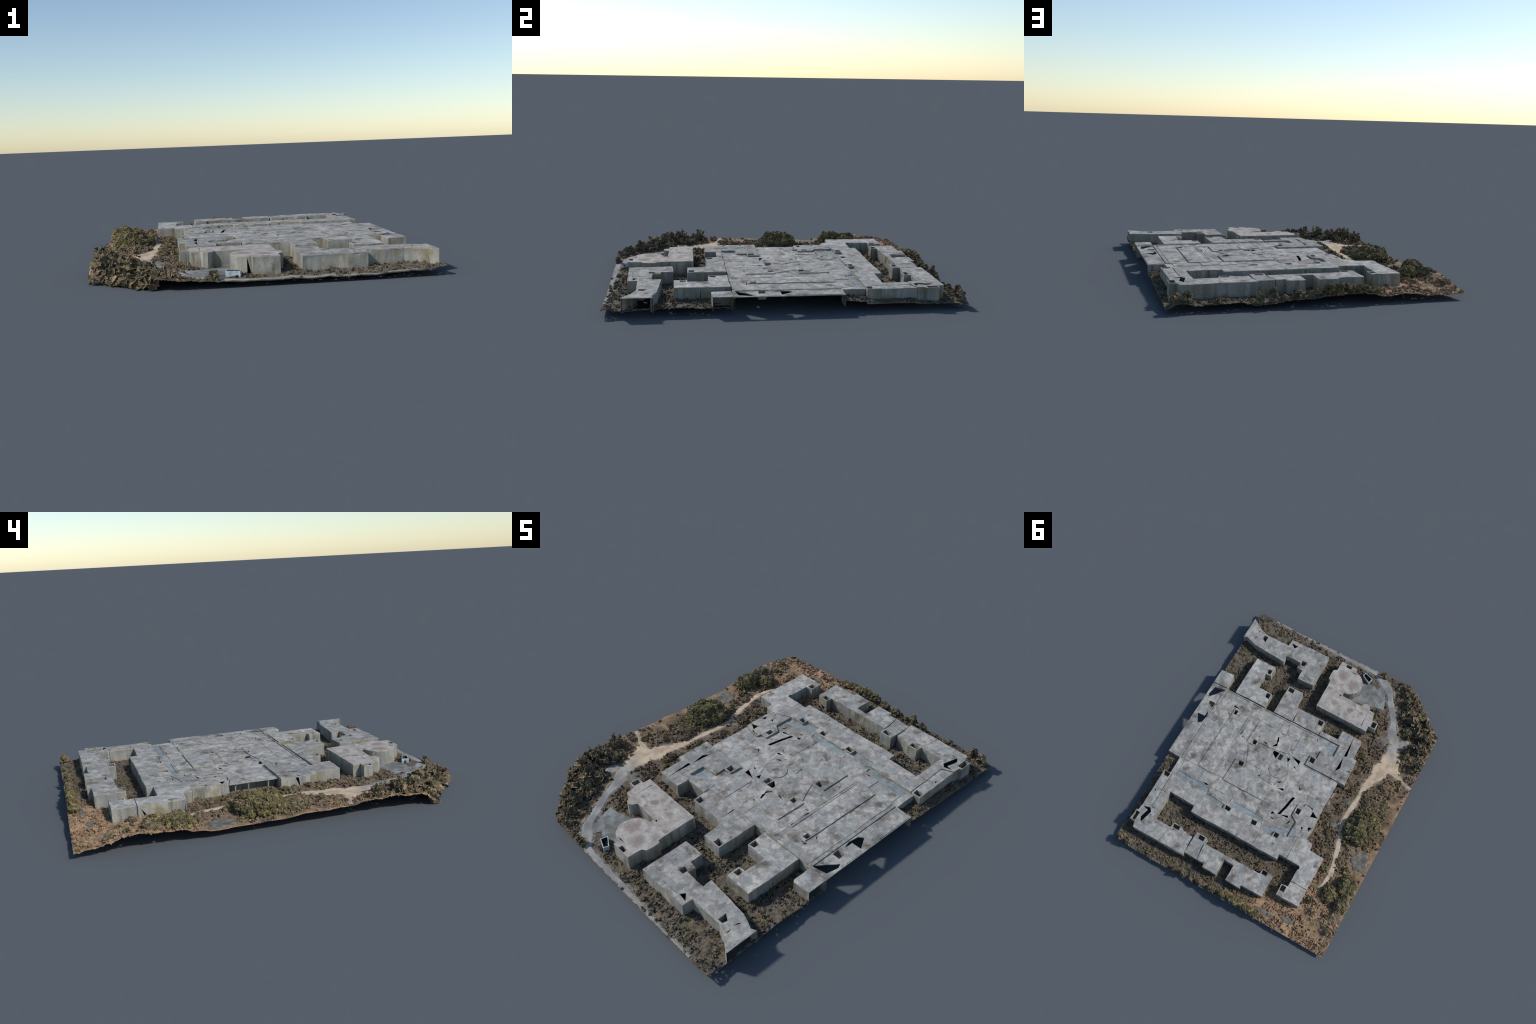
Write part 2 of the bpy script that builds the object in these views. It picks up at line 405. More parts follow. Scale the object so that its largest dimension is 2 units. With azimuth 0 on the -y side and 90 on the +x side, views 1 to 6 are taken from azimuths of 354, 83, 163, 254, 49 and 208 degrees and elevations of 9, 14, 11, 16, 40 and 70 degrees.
# ---- main hall: one broad low roof, cut through by sunken strips and carrying raised plates
raised = {
    'long':  [(.553, -.206), (.448, -.203), (.443, .298), (.560, .295)],
    'north': [(.354, -.200), (.052, -.199), (.047, -.086), (.155, -.066), (.281, -.058), (.285, -.022), (.356, -.021)],
    'south': [(.358, .117), (.287, .117), (.283, .158), (.158, .160), (.047, .171), (.051, .298), (.358, .300)],
}
rot = [(.062 + .066 * math.cos(a), .050 + .063 * math.sin(a)) for a in [math.radians(t) for t in range(0, 360, 24)]]
sunken = {
    'a': [(.662, .384), (.398, .394), (.394, .4345), (.676, .4345)],
    'b': [(.392, .430), (.389, .471), (.257, .475), (.254, .442), (.30, .440)],
    'c': [(.222, .392), (-.020, .396), (-.030, .4345), (.222, .4345)],
    'd': [(-.040, .440), (-.12, .410), (-.219, .395), (-.221, .434), (-.170, .4405), (-.129, .440), (-.126, .478), (-.040, .479)],
    'e': [(-.135, -.270), (-.220, -.306), (-.2225, -.224), (-.128, -.216)],
}
hall = [(X0, -.302), (.0, -.3085), (-.222, -.309), (-.224, -.222), (-.127, -.216), (-.131, -.151), (-.081, -.151), (-.081, -.072), (-.339, -.072),
        (-.339, .192), (-.257, .170), (-.223, .168), (-.220, .1945), (-.177, .1955), (-.1755, .288), (-.2215, .317), (-.2215, .435), (-.170, .4415), (-.129, .4415),
        (-.126, .479), (-.039, .480), (-.030, .4355), (.19, .4355), (.196, .443), (.2495, .4405), (.2535, .4765), (.389, .473), (.394, .4355), (.700, .4345),
        (.700, .306), (X0, .302)]
scan_tears = [  # torn spots of the scan mesh, built as real openings
    [(.764, -.275), (.682, -.292), (.673, -.268), (.697, -.277), (.768, -.186), (.778, -.212)],
    [(.770, -.042), (.713, -.044), (.714, -.097), (.697, -.052), (.706, .003), (.731, .022)],
    [(.572, -.206), (.566, -.222), (.515, -.210), (.556, -.2085)],
    [(.417, -.151), (.427, -.181), (.420, -.175)],
    [(.437, -.050), (.426, -.059), (.415, -.116), (.419, -.052)], [(.406, -.043), (.386, -.049), (.404, -.036)], [(.586, -.159), (.568, -.145), (.564, -.130)],
    [(.158, -.060), (.118, -.063), (.121, -.012), (.157, -.040)],
    [(.029, -.083), (-.041, -.079), (-.041, -.027), (-.036, -.054)],
    [(.054, -.061), (.028, -.061), (.034, -.026)],
    [(.167, .155), (.142, .133), (.156, .157)],
    [(.044, .169), (.027, .136), (.033, .158)], [(.003, .168), (-.039, .149), (-.038, .168)],
    [(-.117, .174), (-.137, .172), (-.104, .319), (-.086, .327)],
    [(-.045, .326), (-.073, .333), (-.044, .350)], [(-.045, .365), (-.086, .369), (-.073, .376)], [(-.106, .320), (-.153, .303), (-.161, .319)],
    [(-.189, .330), (-.163, .374), (-.177, .332)],
    [(.697, .175), (.700, .148), (.694, .168)], [(.340, .389), (.281, .387), (.321, .3905)], [(.465, .379), (.422, .378), (.440, .3915)],
    [(-.02, -.03), (-.04, -.012), (-.02, -.018)], [(.035, .10 + .03), (-.005, .112), (.012, .132)],
    [(-.062, -.296), (-.075, -.262), (-.066, -.272)], [(.430, -.088), (.4265, -.020), (.4285, -.03)], [(.66, -.0465), (.610, -.0490), (.640, -.0450)], [(.70, .245), (.6935, .29), (.6975, .27)],
    [(-.05, .205), (-.012, .178), (-.03, .196)], [(-.15, .11), (-.118, .085), (-.13, .105)], [(.25, .3035), (.19, .305), (.22, .3015)], [(.24, .400), (.234, .388), (.238, .428)],
]
hall_shafts = [rect(.700, -.166, .742, -.129), rect(.084, -.060, .112, -.018)]
hole = lambda q: inset(ccw(q), .003)
block('main_hall', hall, .0980, zb=.03, scan_tears=scan_tears + [hole(q) for q in raised.values()] + [hole(rot)] + [hole(q) for q in sunken.values()],
      shafts=hall_shafts, open_edges=[(X0, 0), (-.339, .06), (-.298, .181), (-.24, .169), (-.22, .18), (-.2, .195), (-.1765, .24), (-.2, .3), (-.2215, .376), (-.195, .438),
                                      (-.15, .4415), (-.127, .46), (-.083, .48), (-.035, .458), (.08, .4355), (.22, .442), (.251, .458), (.32, .475), (.391, .454), (.55, .435), (-.2, -.072)],
      amp=.0012)
block('raised_roof', raised['long'], .1030, zb=.084, foot=False, shafts=[rect(.523, -.192, .550, -.158)])
block('raised_roof', raised['north'], .1030, zb=.084, foot=False, shafts=[rect(.290, -.062, .320, -.030)],
      scan_tears=[[(.182, -.158), (.175, -.164), (.161, -.131), (.170, -.110)], [(.268, -.084), (.229, -.081), (.225, -.070)], [(.187, -.077), (.162, -.124), (.157, -.095)],
             [(.120, -.0785), (.090, -.074), (.100, -.0735)], [(.176, -.195), (.157, -.197), (.159, -.186)]])
block('raised_roof', raised['south'], .1045, zb=.084, foot=False, shafts=[rect(.292, .121, .330, .152)])
block('round_roof', rot, .1015, zb=.084, foot=False, scan_tears=[[(.052, .108), (.030, .106), (.036, .100)]])
block('raised_roof', [(.160, .112), (.05, .115), (.047, .168), (.150, .158)], .1005, zb=.084, foot=False, shafts=[rect(.083, .120, .110, .160)])
for k, q in sunken.items(): plate('sunken_roof', inset(ccw(q), -.004), .0945, mat=SUNK, amp=.0012)
# thin plates added over the hall roof for small steps and patchwork brightness
cuts = scan_tears + hall_shafts + [inset(ccw(q), -.002) for q in list(raised.values()) + [rot] + list(sunken.values())]
for q in ([(.668, -.285), (.565, -.283), (.566, -.050), (.668, -.047)], [(.668, -.043), (.566, -.046), (.567, .120), (.668, .128)], [(.668, .134), (.566, .126), (.570, .300), (.668, .298)],
          [(.788, -.165), (.698, -.160), (.699, .060), (.788, .052)], [(.788, .062), (.699, .070), (.697, .296), (.788, .292)],
          [(.425, -.285), (.210, -.288), (.212, -.206), (.425, -.208)], [(.200, -.290), (.050, -.292), (.052, -.206), (.200, -.204)], [(.046, -.292), (-.120, -.296), (-.120, -.160), (.040, -.100)],
          [(.424, -.190), (.364, -.190), (.366, .010), (.424, .004)], [(.424, .016), (.366, .020), (.364, .290), (.424, .292)],
          [(.030, -.062), (-.330, -.058), (-.330, .075), (-.030, .160)], [(-.200, .082), (-.330, .080), (-.330, .180), (-.215, .150)],
          [(.660, .306), (.520, .306), (.522, .380), (.655, .378)], [(.500, .306), (.300, .306), (.300, .384), (.500, .386)], [(.290, .308), (.060, .306), (.060, .386), (.225, .384)],
          [(.040, .180), (-.090, .178), (-.095, .300), (.040, .300)], [(.040, .306), (-.035, .308), (-.035, .388), (.045, .390)], [(.340, -.015), (.170, -.050), (.172, .108), (.280, .110)]):
    plate('added_roof_plate', q, .0998 + random.uniform(-.0008, .0016), cuts, thick=.0045, amp=.0014)
# low parapet beams that divide the hall roof
def beam(p, z0, z1): 
    c = bpy.data.objects.new
    p = ccw(p); n = len(p)
    V = [(x, y, z0) for x, y in p] + [(x, y, z1) for x, y in inset(p, .0006)]
    add('parapet_beam', V, [tuple(range(n, 2 * n))] + [(i, (i + 1) % n, (i + 1) % n + n, i + n) for i in range(n)], ROOF)
beam(rect(.672, -.29, .691, .300), .092, .1020)
beam(rect(.428, -.19, .439, .290), .092, .1000)
beam(rect(.381, -.302, .665, -.294), .092, .1020)
beam(rect(-.05, -.304, .37, -.296), .092, .1020)
beam([(-.085, -.066), (-.335, -.066), (-.335, -.062), (-.085, -.062)], .092, .1000)

# ---- south range and the wings around the long yard
block('south_range', [(.679, .4365), (.395, .4370), (.390, .474), (.252, .478), (.249, .4415), (.196, .444), (.19, .4365), (-.029, .4365), (-.037, .481),
       (-.127, .480), (-.130, .4425), (-.169, .4425), (-.222, .436), (-.287, .400), (-.286, .566), (-.233, .564), (-.235, .602), (.218, .600), (.425, .602), (.429, .557),
       (.620, .551), (.618, .700), (.673, .692)], .1095,
      shafts=[rect(.202, .446, .243, .475), rect(.002, .445, .042, .475), rect(-.168, .4465, -.132, .477)],
      scan_tears=[[(.2325, .49), (.2345, .598), (.2335, .598)], [(-.0445, .486), (-.049, .584), (-.046, .584)]])
block('wing_block', [(.740, .434), (.683, .436), (.675, .690), (.735, .720)], .1085,
      shafts=[rect(.692, .439, .734, .470)], scan_tears=[[(.713, .585), (.724, .58), (.717, .60)]])
block('wing_block', [(.735, .7215), (.674, .6925), (.618, .7015), (.617, .762), (.487, .759), (.482, .722), (.419, .722), (.394, .740), (.326, .746), (.316, .881),
       (.706, .882), (.716, .842), (.754, .842), (.753, .768), (.738, .76)], .1135,
      scan_tears=[[(.722, .726), (.677, .713), (.656, .736), (.676, .826), (.697, .799), (.690, .754), (.684, .735)], [(.672, .701), (.634, .7015), (.668, .707)], [(.712, .765), (.703, .812), (.708, .790)], [(.655, .775), (.640, .745), (.646, .748)], [(.69, .715), (.725, .7225), (.71, .7225)]],
      shafts=[rect(.719, .776, .749, .836), rect(.428, .727, .478, .754)])
block('wing_block', [(.315, .702), (.242, .701), (.235, .708), (.238, .745), (.221, .863), (.316, .861)], .1135, shafts=[rect(.247, .708, .290, .738)])
block('wing_block', [(.232, .746), (-.186, .740), (-.188, .701), (-.258, .703), (-.266, .712), (-.267, .864), (-.118, .866), (-.119, .889), (-.011, .886), (-.011, .778),
       (.060, .774), (.064, .887), (.163, .886), (.166, .860), (.217, .863)], .1135, shafts=[rect(-.230, .706, -.193, .735)],
      gaps=[((-.227, .702), [(.3, .5), (.5, .1), (.9, .35)]), ((.113, .8865), [(.35, .45), (.35, .25), (.6, .25), (.6, .45)])])
block('wing_block', [(-.398, .443), (-.501, .446), (-.502, .681), (-.387, .680), (-.386, .594), (-.395, .584), (-.387, .567), (-.2875, .567), (-.2875, .400),
       (-.345, .386), (-.390, .396)], .1095, gaps=[((-.5015, .56), [(.03, .93), (.15, .05), (.17, .45)]), ((-.5015, .56), [(.985, .95), (.93, .02), (.985, .02)])])
block('wing_block', [(-.387, .6825), (-.502, .6835), (-.505, .803), (-.343, .805), (-.342, .728), (-.386, .722)], .110, shafts=[rect(-.381, .731, -.347, .769)])
block('court_block', [(-.177, .197), (-.220, .196), (-.223, .170), (-.257, .172), (-.338, .194), (-.340, .228), (-.347, .320), (-.340, .369), (-.345, .3845),
       (-.288, .3985), (-.2225, .4345), (-.2225, .318), (-.1765, .289)], .1075, shafts=[rect(-.215, .225, -.185, .265)],
      scan_tears=[[(-.241, .173), (-.281, .181), (-.280, .193)], [(-.285, .198), (-.334, .227), (-.286, .240)],
             [(-.265, .331), (-.282, .329), (-.281, .395), (-.278, .344)], [(-.311, .312), (-.335, .302), (-.327, .336)]])
# open gallery on the west side of the hall
for y, w in ((-.016, .010), (.090, .007), (.160, .009)):
    n = 8; V = []; F = []
    for k, (z, f) in enumerate(((.02, 1.2), (.045, .85), (.075, .8), (.086, 1.3), (.0895, 2.0))):
        V += [(-.335 + .5 * w * f * math.cos(a), y + .5 * w * f * math.sin(a), z) for a in [2 * math.pi * i / n for i in range(n)]]
    for k in range(4): F += [(k * n + i, k * n + (i + 1) % n, (k + 1) * n + (i + 1) % n, (k + 1) * n + i) for i in range(n)]
    add('pillar', V, F, WALL)
V = [(-.285, -.07, .02), (-.285, .185, .02), (-.285, .185, .088), (-.285, -.07, .088)]
add('gallery_wall', V + [(x + .005, y, z) for x, y, z in V], [(0, 1, 2, 3), (7, 6, 5, 4), (0, 4, 5, 1), (3, 2, 6, 7), (1, 5, 6, 2), (0, 3, 7, 4)], WALL)

# ------------------------------------------------------------------ the ground
CTRL = [(-.794, 1, .032), (-.794, .91, .044), (-.794, .83, .056), (-.794, .785, .076), (-.794, .72, .082), (-.794, .65, .072), (-.794, .54, .068), (-.794, .455, .052), (-.794, .37, .041),
        (-.794, .24, .046), (-.794, .09, .048), (-.794, -.08, .060), (-.794, -.26, .062), (-.794, -.38, .074), (-.794, -.5, .078), (-.794, -.6, .068),
        (-.68, 1, .032), (-.6, 1, .032), (-.46, 1, .046), (-.33, 1, .038), (-.25, 1, .056), (-.16, 1, .058), (-.08, 1, .060), (-.02, 1, .052), (.08, 1, .042), (.32, 1, .025), (.47, 1, .040), (.62, 1, .035), (.73, 1, .050), (.794, 1, .022),
        (.794, .8, .034), (.794, .58, .045), (.794, .4, .055), (.794, .3, .064), (.794, -.43, .040), (.794, -.58, .047), (.794, -.7, .042), (.794, -.9, .034), (.794, -1, .043),
        (.69, -1, .030), (.58, -1, .029), (.48, -1, .020), (.33, -1, .022), (.19, -1, .023), (.04, -1, .025), (-.1, -1, .027), (-.2, -1, .031), (-.28, -1, .036), (-.38, -1, .042), (-.47, -.98, .054),
        (-.55, -.9, .045), (-.6, -.84, .042), (-.7, -.76, .038), (-.6, -.7, .044), (-.65, -.6, .048), (-.7, -.45, .056), (-.55, -.45, .052), (-.55, -.3, .052),
        (-.45, -.65, .042), (-.4, -.45, .044), (-.43, -.2, .056), (-.43, .05, .052), (-.42, .28, .045), (-.5, .2, .051), (-.52, .0, .051), (-.6, .05, .055), (-.6, .35, .053), (-.55, .55, .050), (-.68, .34, .045),
        (-.65, -.2, .053), (-.7, -.2, .052), (-.7, -.02, .047), (-.72, .2, .042), (-.65, .72, .050), (-.7, .9, .038), (-.55, .9, .038), (-.4, .9, .040), (-.1, .92, .036), (.2, .92, .038), (.5, .92, .038), (.1, .66, .032), (.3, .66, .032), (.5, .66, .032), (-.2, .65, .033),
        (.65, -.93, .042), (.5, -.94, .036), (.3, -.93, .036), (.1, -.93, .034), (-.2, -.8, .031), (-.25, -.7, .035), (-.25, -.86, .030), (.12, -.7, .031), (.12, -.5, .031), (.12, -.6, .031), (.25, -.6, .031), (.4, -.65, .031), (.45, -.7, .031), (.4, -.48, .031), (.65, -.65, .033), (.65, -.5, .033), (.65, -.38, .033), (.34, -.42, .031),
        (.74, .6, .047), (.75, .9, .036), (-.12, -.38, .033), (0., -.46, .033), (-.2, -.46, .034)]
CTRL = np.array(CTRL)
HEDGE_A, HEDGE_B = np.array([-.50, -.985]), np.array([-.794, -.745])     # cut corner in the north-west
def hedge_dist(x, y):
    d = HEDGE_B - HEDGE_A; nrm = np.array([-d[1], d[0]]); nrm /= np.linalg.norm(nrm)
    if nrm @ (np.array([0., 0.]) - HEDGE_A) < 0: nrm = -nrm
    return (x - HEDGE_A[0]) * nrm[0] + (y - HEDGE_A[1]) * nrm[1]

def ground_h(x, y):
    x = np.atleast_1d(np.asarray(x, float)); y = np.atleast_1d(np.asarray(y, float))
    d2 = (x[:, None] - CTRL[:, 0]) ** 2 + (y[:, None] - CTRL[:, 1]) ** 2 + .0006
    w = 1 / d2 ** 1.7
    h = (w * CTRL[:, 2]).sum(1) / w.sum(1)
    h = h - .006 * np.exp(-((x + .71) / .045) ** 2) * np.clip((y + .5) / .1, 0, 1) * np.clip((.85 - y) / .1, 0, 1)   # shallow trough behind the west rim
    hd = hedge_dist(x, y)
    k = np.clip(1 - hd / .055, 0, 1) * np.clip((-.485 - x) / .02, 0, 1)
    return h * (1 - k) + .006 * k

TRACK = [(.66, -.993, .005), (.46, -.990, .007), (.30, -.986, .010), (.16, -.981, .013), (.04, -.982, .015), (-.06, -.980, .017), (-.176, -.975, .018), (-.255, -.941, .030), (-.312, -.903, .030),
         (-.355, -.857, .026), (-.388, -.797, .025), (-.435, -.728, .025), (-.470, -.663, .023), (-.49, -.595, .038), (-.55, -.53, .042), (-.545, -.46, .028), (-.565, -.385, .045),
         (-.565, -.315, .055), (-.53, -.22, .037), (-.51, -.15, .025), (-.505, -.075, .016), (-.5, .007, .018), (-.49, .085, .018), (-.497, .155, .022), (-.516, .215, .019),
         (-.545, .32, .018), (-.575, .435, .017), (-.585, .49, .022), (-.58, .556, .014), (-.563, .627, .008)]
BRANCH = [(-.58, -.335, .03), (-.67, -.322, .017), (-.727, -.297, .015), (-.79, -.280, .014)]
PAVED = [(-.130, -.850), (-.205, -.880), (-.245, -.86), (-.275, -.93), (-.31, -.86), (-.345, -.79), (-.36, -.725), (-.325, -.735), (-.275, -.722), (-.22, -.70), (-.12, -.688), (-.15, -.76)]

PATCHES = [(-.455, -.505, .045, .038, 0), (-.605, -.560, .038, .045, 1), (-.625, -.345, .050, .035, 1), (-.465, .020, .024, .030, 0), (-.445, .185, .035, .035, 0), (-.575, -.400, .070, .085, 1), (-.540, -.300, .055, .060, 1),
           (-.33, .935, .085, .018, 0), (-.48, .905, .055, .022, 0), (-.715, .335, .060, .075, 0)]
def smooth_line(P, n=10):
    P = np.array(P); out = []
    for i in range(len(P) - 1):
        a, b, c, d = P[max(i - 1, 0)], P[i], P[i + 1], P[min(i + 2, len(P) - 1)]
        for k in range(n):
            t = k / n
            out.append(.5 * ((2 * b) + (c - a) * t + (2 * a - 5 * b + 4 * c - d) * t ** 2 + (3 * b - a - 3 * c + d) * t ** 3))
    out.append(P[-1]); return np.array(out)
TR, BR = smooth_line(TRACK), smooth_line(BRANCH)

def bare(x, y):
    """0 on tracks and paving, 1 on scrub."""
    r = np.ones(len(x))
    for L in (TR, BR):
        for px, py, w in L[::3]:
            r = np.minimum(r, np.clip((np.hypot(x - px, y - py) - w) / .018, 0, 1))
    for cx, cy, rx, ry, _ in PATCHES: r = np.minimum(r, np.clip(2.2 * (np.hypot((x - cx) / rx, (y - cy) / ry) - .9), .05, 1))
    q = inside(x, y, inset(ccw(PAVED), -.012)); r[q] = 0
    q = inside(x, y, rect(-.42, -.03, -.34, .10)); r[q] = np.minimum(r[q], .1)
    # the smooth bare bank on the west rim
    r = np.minimum(r, np.clip(((x + .80) / .10) ** 2 + ((y - .33) / .13) ** 2 - .6, .08, 1))
    r = np.minimum(r, np.clip(((x + .80) / .09) ** 2 + ((y + .06) / .16) ** 2 - .5, .12, 1))
    return r

STEP = .0052
gx = np.arange(-.794, .794 + 1e-6, 1.588 / round(1.588 / STEP)); gy = np.arange(-1, 1 + 1e-6, 2 / round(2 / STEP))
NX, NY = len(gx), len(gy)
Xg, Yg = (a.ravel() for a in np.meshgrid(gx, gy, indexing='ij'))
h = np.concatenate([ground_h(Xg[i:i + 20000], Yg[i:i + 20000]) for i in range(0, len(Xg), 20000)])
rough = bare(Xg, Yg)
p = xyz(Xg, Yg)
ridge = 1 - np.abs(perlin(p * 62)) * 1.7
lump = fbm(p * 38, 3, .6)
rug = np.clip(.62 + .9 * perlin(p * 13 + 5), .22, 1.1)          # smoother slabs between rough scrub
bumps = rug * (.0070 * ridge + .0100 * lump + .0035 * perlin(p * 130))
Zg = h + rough * (bumps - .0015) + (1 - rough) * .0012 * perlin(p * 30)
edge = np.clip(np.minimum.reduce([.794 - np.abs(Xg), 1 - np.abs(Yg)]) / .02, 0, 1)
jx = .0042 * perlin(p * 70 + 31) * rough * edge; jy = .0042 * perlin(p * 70 + 57) * rough * edge
Zg = np.maximum(Zg, .0045)
keep = hedge_dist(Xg, Yg) > .013 + .006 * perlin(p * 40)
for f in FOOT:
    keep &= ~inside(Xg, Yg, inset(f, .010))
# nothing lies under the cut edge beside the hall
keep &= ~inside(Xg, Yg, rect(.30, -.315, .80, .312))
keep &= ((Xg + .135) / .095) ** 2 + ((Yg - 1.0) / .045) ** 2 > 1 + .4 * perlin(p * 30)      # hollow under the rim bush
idx = np.arange(NX * NY).reshape(NX, NY)
quads = np.stack([idx[:-1, :-1], idx[1:, :-1], idx[1:, 1:], idx[:-1, 1:]], -1).reshape(-1, 4)
quads = quads[keep[quads].all(1)]
# ragged little holes in the crust
cq = p[quads].mean(1)
quads = quads[~((perlin(cq * 62 + 9) + .5 * perlin(cq * 130 + 3) > .38) & (rough[quads].min(1) > .9) & (perlin(cq * 11 + 4) > -.15))]
used = np.unique(quads); remap = -np.ones(NX * NY, int); remap[used] = np.arange(len(used))
Q = remap[quads]
top = np.c_[Xg + jx, Yg + jy, Zg][used]; n = len(top)
bot = top - np.array([0, 0, .0035])
E = {}
for q in Q:
    for i in range(4): E[(q[i], q[(i + 1) % 4])] = 1
rim = [(a, b) for a, b in E if (b, a) not in E]
faces = [tuple(q) for q in Q] + [tuple(n + q[::-1]) for q in Q] + [(a, a + n, b + n, b) for a, b in rim]
add('scrub_ground', np.concatenate([top, bot]), faces, EARTH)

def ribbon(name, L, mat, lift=.0030):
    L = np.array(L); d = np.gradient(L[:, :2], axis=0); d /= np.linalg.norm(d, axis=1)[:, None]
    nrm = np.c_[-d[:, 1], d[:, 0]]; K = 9; V = []; F = []
    for i in range(len(L)):
        for k in range(K):
            e = np.array([[L[i, 0] * 22 + k // 5 * 9, L[i, 1] * 22, 1.]])
            s = (k / (K - 1) * 2 - 1) * L[i, 2] * (1.05 + .40 * perlin(e)[0] + .25 * perlin(e * 4)[0])
            x, y = L[i, :2] + nrm[i] * s
            x = min(max(x, -.7935), .7935); y = min(max(y, -.9995), .9995)
            V.append((x, y, lift * (1 if 0 < k < K - 1 else -.8)))
    V = np.array(V); V[:, 2] += ground_h(V[:, 0], V[:, 1]) + .0008 * perlin(xyz(V[:, 0] * 30, V[:, 1] * 30))
    n = len(V)
    for i in range(len(L) - 1):
        for k in range(K - 1):
            a = i * K + k; F.append((a, a + 1, a + K + 1, a + K)); F.append((n + a + K, n + a + K + 1, n + a + 1, n + a))
    for i in range(len(L) - 1):
        for a, b in ((i * K, i * K + K), (i * K + K - 1 + K, i * K + K - 1)): F.append((a, b, b + n, a + n))
    return add(name, np.concatenate([V, V - [0, 0, .003]]), F, mat, smooth=True)
VT = TR.copy(); VT[:, 2] = VT[:, 2] * 1.12 + .011; VB = BR.copy(); VB[:, 2] = VB[:, 2] * 1.1 + .010
ribbon('path_verge', VT, VERGE, .0016); ribbon('path_verge', VB, VERGE, .0019)
ribbon('footpath', TR, PATH); ribbon('footpath', BR, PATH, .0034)
PV = []
for i in range(len(PAVED)):
    a, b = np.array(PAVED[i]), np.array(PAVED[(i + 1) % len(PAVED)])
    for k in range(6):
        q = a + (b - a) * k / 6
        PV.append((q[0] + .010 * perlin(np.array([[q[0] * 45, q[1] * 45, 2.]]))[0], q[1] + .010 * perlin(np.array([[q[0] * 45, q[1] * 45, 7.]]))[0]))
V, T = sheet(ccw(PV), [], .012)
va = V[T[:, 1]] - V[T[:, 0]]; vb = V[T[:, 2]] - V[T[:, 0]]; fl = va[:, 0] * vb[:, 1] - va[:, 1] * vb[:, 0] < 0; T[fl] = T[fl][:, ::-1]
zp = ground_h(V[:, 0], V[:, 1]) + .0028 + .001 * perlin(xyz(V[:, 0] * 20, V[:, 1] * 20))
n = len(V)
add('paved_yard', np.concatenate([np.c_[V, zp], np.c_[V, zp - .005]]), [tuple(t) for t in T] + [tuple(n + t[::-1]) for t in T] + [(a, a + n, b + n, b) for a, b in border(T)], PAVE)
def bare_patch(cx, cy, rx, ry, mat, seed, lift=.0034):
    """An irregular patch of trodden ground."""
    o = []
    for k in range(28):
        t = 2 * math.pi * k / 28; f = 1 + .30 * perlin(np.array([[2 * math.cos(t) + seed * 5, 2 * math.sin(t), 0]]))[0] + .12 * perlin(np.array([[6 * math.cos(t) + seed, 6 * math.sin(t), 0]]))[0]
        o.append((max(cx + rx * f * math.cos(t), -.792), cy + ry * f * math.sin(t)))
    V, T = sheet(ccw(o), [], .01)
    va = V[T[:, 1]] - V[T[:, 0]]; vb = V[T[:, 2]] - V[T[:, 0]]; fl = va[:, 0] * vb[:, 1] - va[:, 1] * vb[:, 0] < 0; T[fl] = T[fl][:, ::-1]
    n = len(V); z = ground_h(V[:, 0], V[:, 1]) + .0016 * perlin(xyz(V[:, 0] * 25, V[:, 1] * 25)) + lift
    d = {i for e in border(T) for i in e}
    z[list(d)] -= .004
    add('bare_patch', np.concatenate([np.c_[V, z], np.c_[V, z - .003]]), [tuple(t) for t in T] + [tuple(n + t[::-1]) for t in T] + [(a, a + n, b + n, b) for a, b in border(T)], mat, smooth=True)
for i, q in enumerate(PATCHES): bare_patch(*q[:4], PATH if q[4] else DUST, i)
plate('stone_slab', [(-.343, -.015), (-.379, -.017), (-.376, .084), (-.337, .088)], .052, mat=SUNK, thick=.008)
plate('stone_slab', [(-.384, -.020), (-.405, -.014), (-.412, .078), (-.378, .078)], .048, mat=PAVE, thick=.008)

# open-topped blue bin beside the paved yard
bx = ccw([(-.118, -.930), (-.182, -.907), (-.173, -.867), (-.109, -.901)])
def bin_box():
    o, i = bx, inset(bx, .004); n = 4
    V = [(x, y, .022) for x, y in o] + [(x, y, .058) for x, y in o] + [(x, y, .058) for x, y in i] + [(x, y, .032) for x, y in i]
    F = []
    for a in range(4):
        b = (a + 1) % 4
        F += [(a, b, b + 4, a + 4), (a + 4, b + 4, b + 8, a + 8), (a + 8, b + 8, b + 12, a + 12)]
    F += [(12, 13, 14, 15), (3, 2, 1, 0)]
    ob = add('open_bin', V, F, BOXM); ob.data.materials.append(DARKM)
    for f in range(len(F) - 1):
        if f == 12 or f % 3 == 2: ob.data.polygons[f].material_index = 1  # inner faces coloured dark to stand for shade inside the bin
    a, b = Vector((-.182, -.907)), Vector((-.173, -.867)); c = (a + b) / 2; d = (b - a).normalized(); nn = Vector((-d.y, d.x))
    if nn.dot(c - Vector((-.145, -.9))) < 0: nn = -nn
    c3 = Vector((c.x, c.y, .040)); k = 14
    ring = [c3 + Vector((d.x, d.y, 0)) * .008 * math.cos(2 * math.pi * t / k) + Vector((0, 0, .008)) * math.sin(2 * math.pi * t / k) for t in range(k)]
    off = Vector((nn.x, nn.y, 0))
    V = [v - off * .001 for v in ring] + [v + off * .0015 for v in ring]
    add('round_vent', V, [tuple(range(k, 2 * k))] + [(i, (i + 1) % k, (i + 1) % k + k, i + k) for i in range(k)], DARKM, parent=ob)
bin_box()

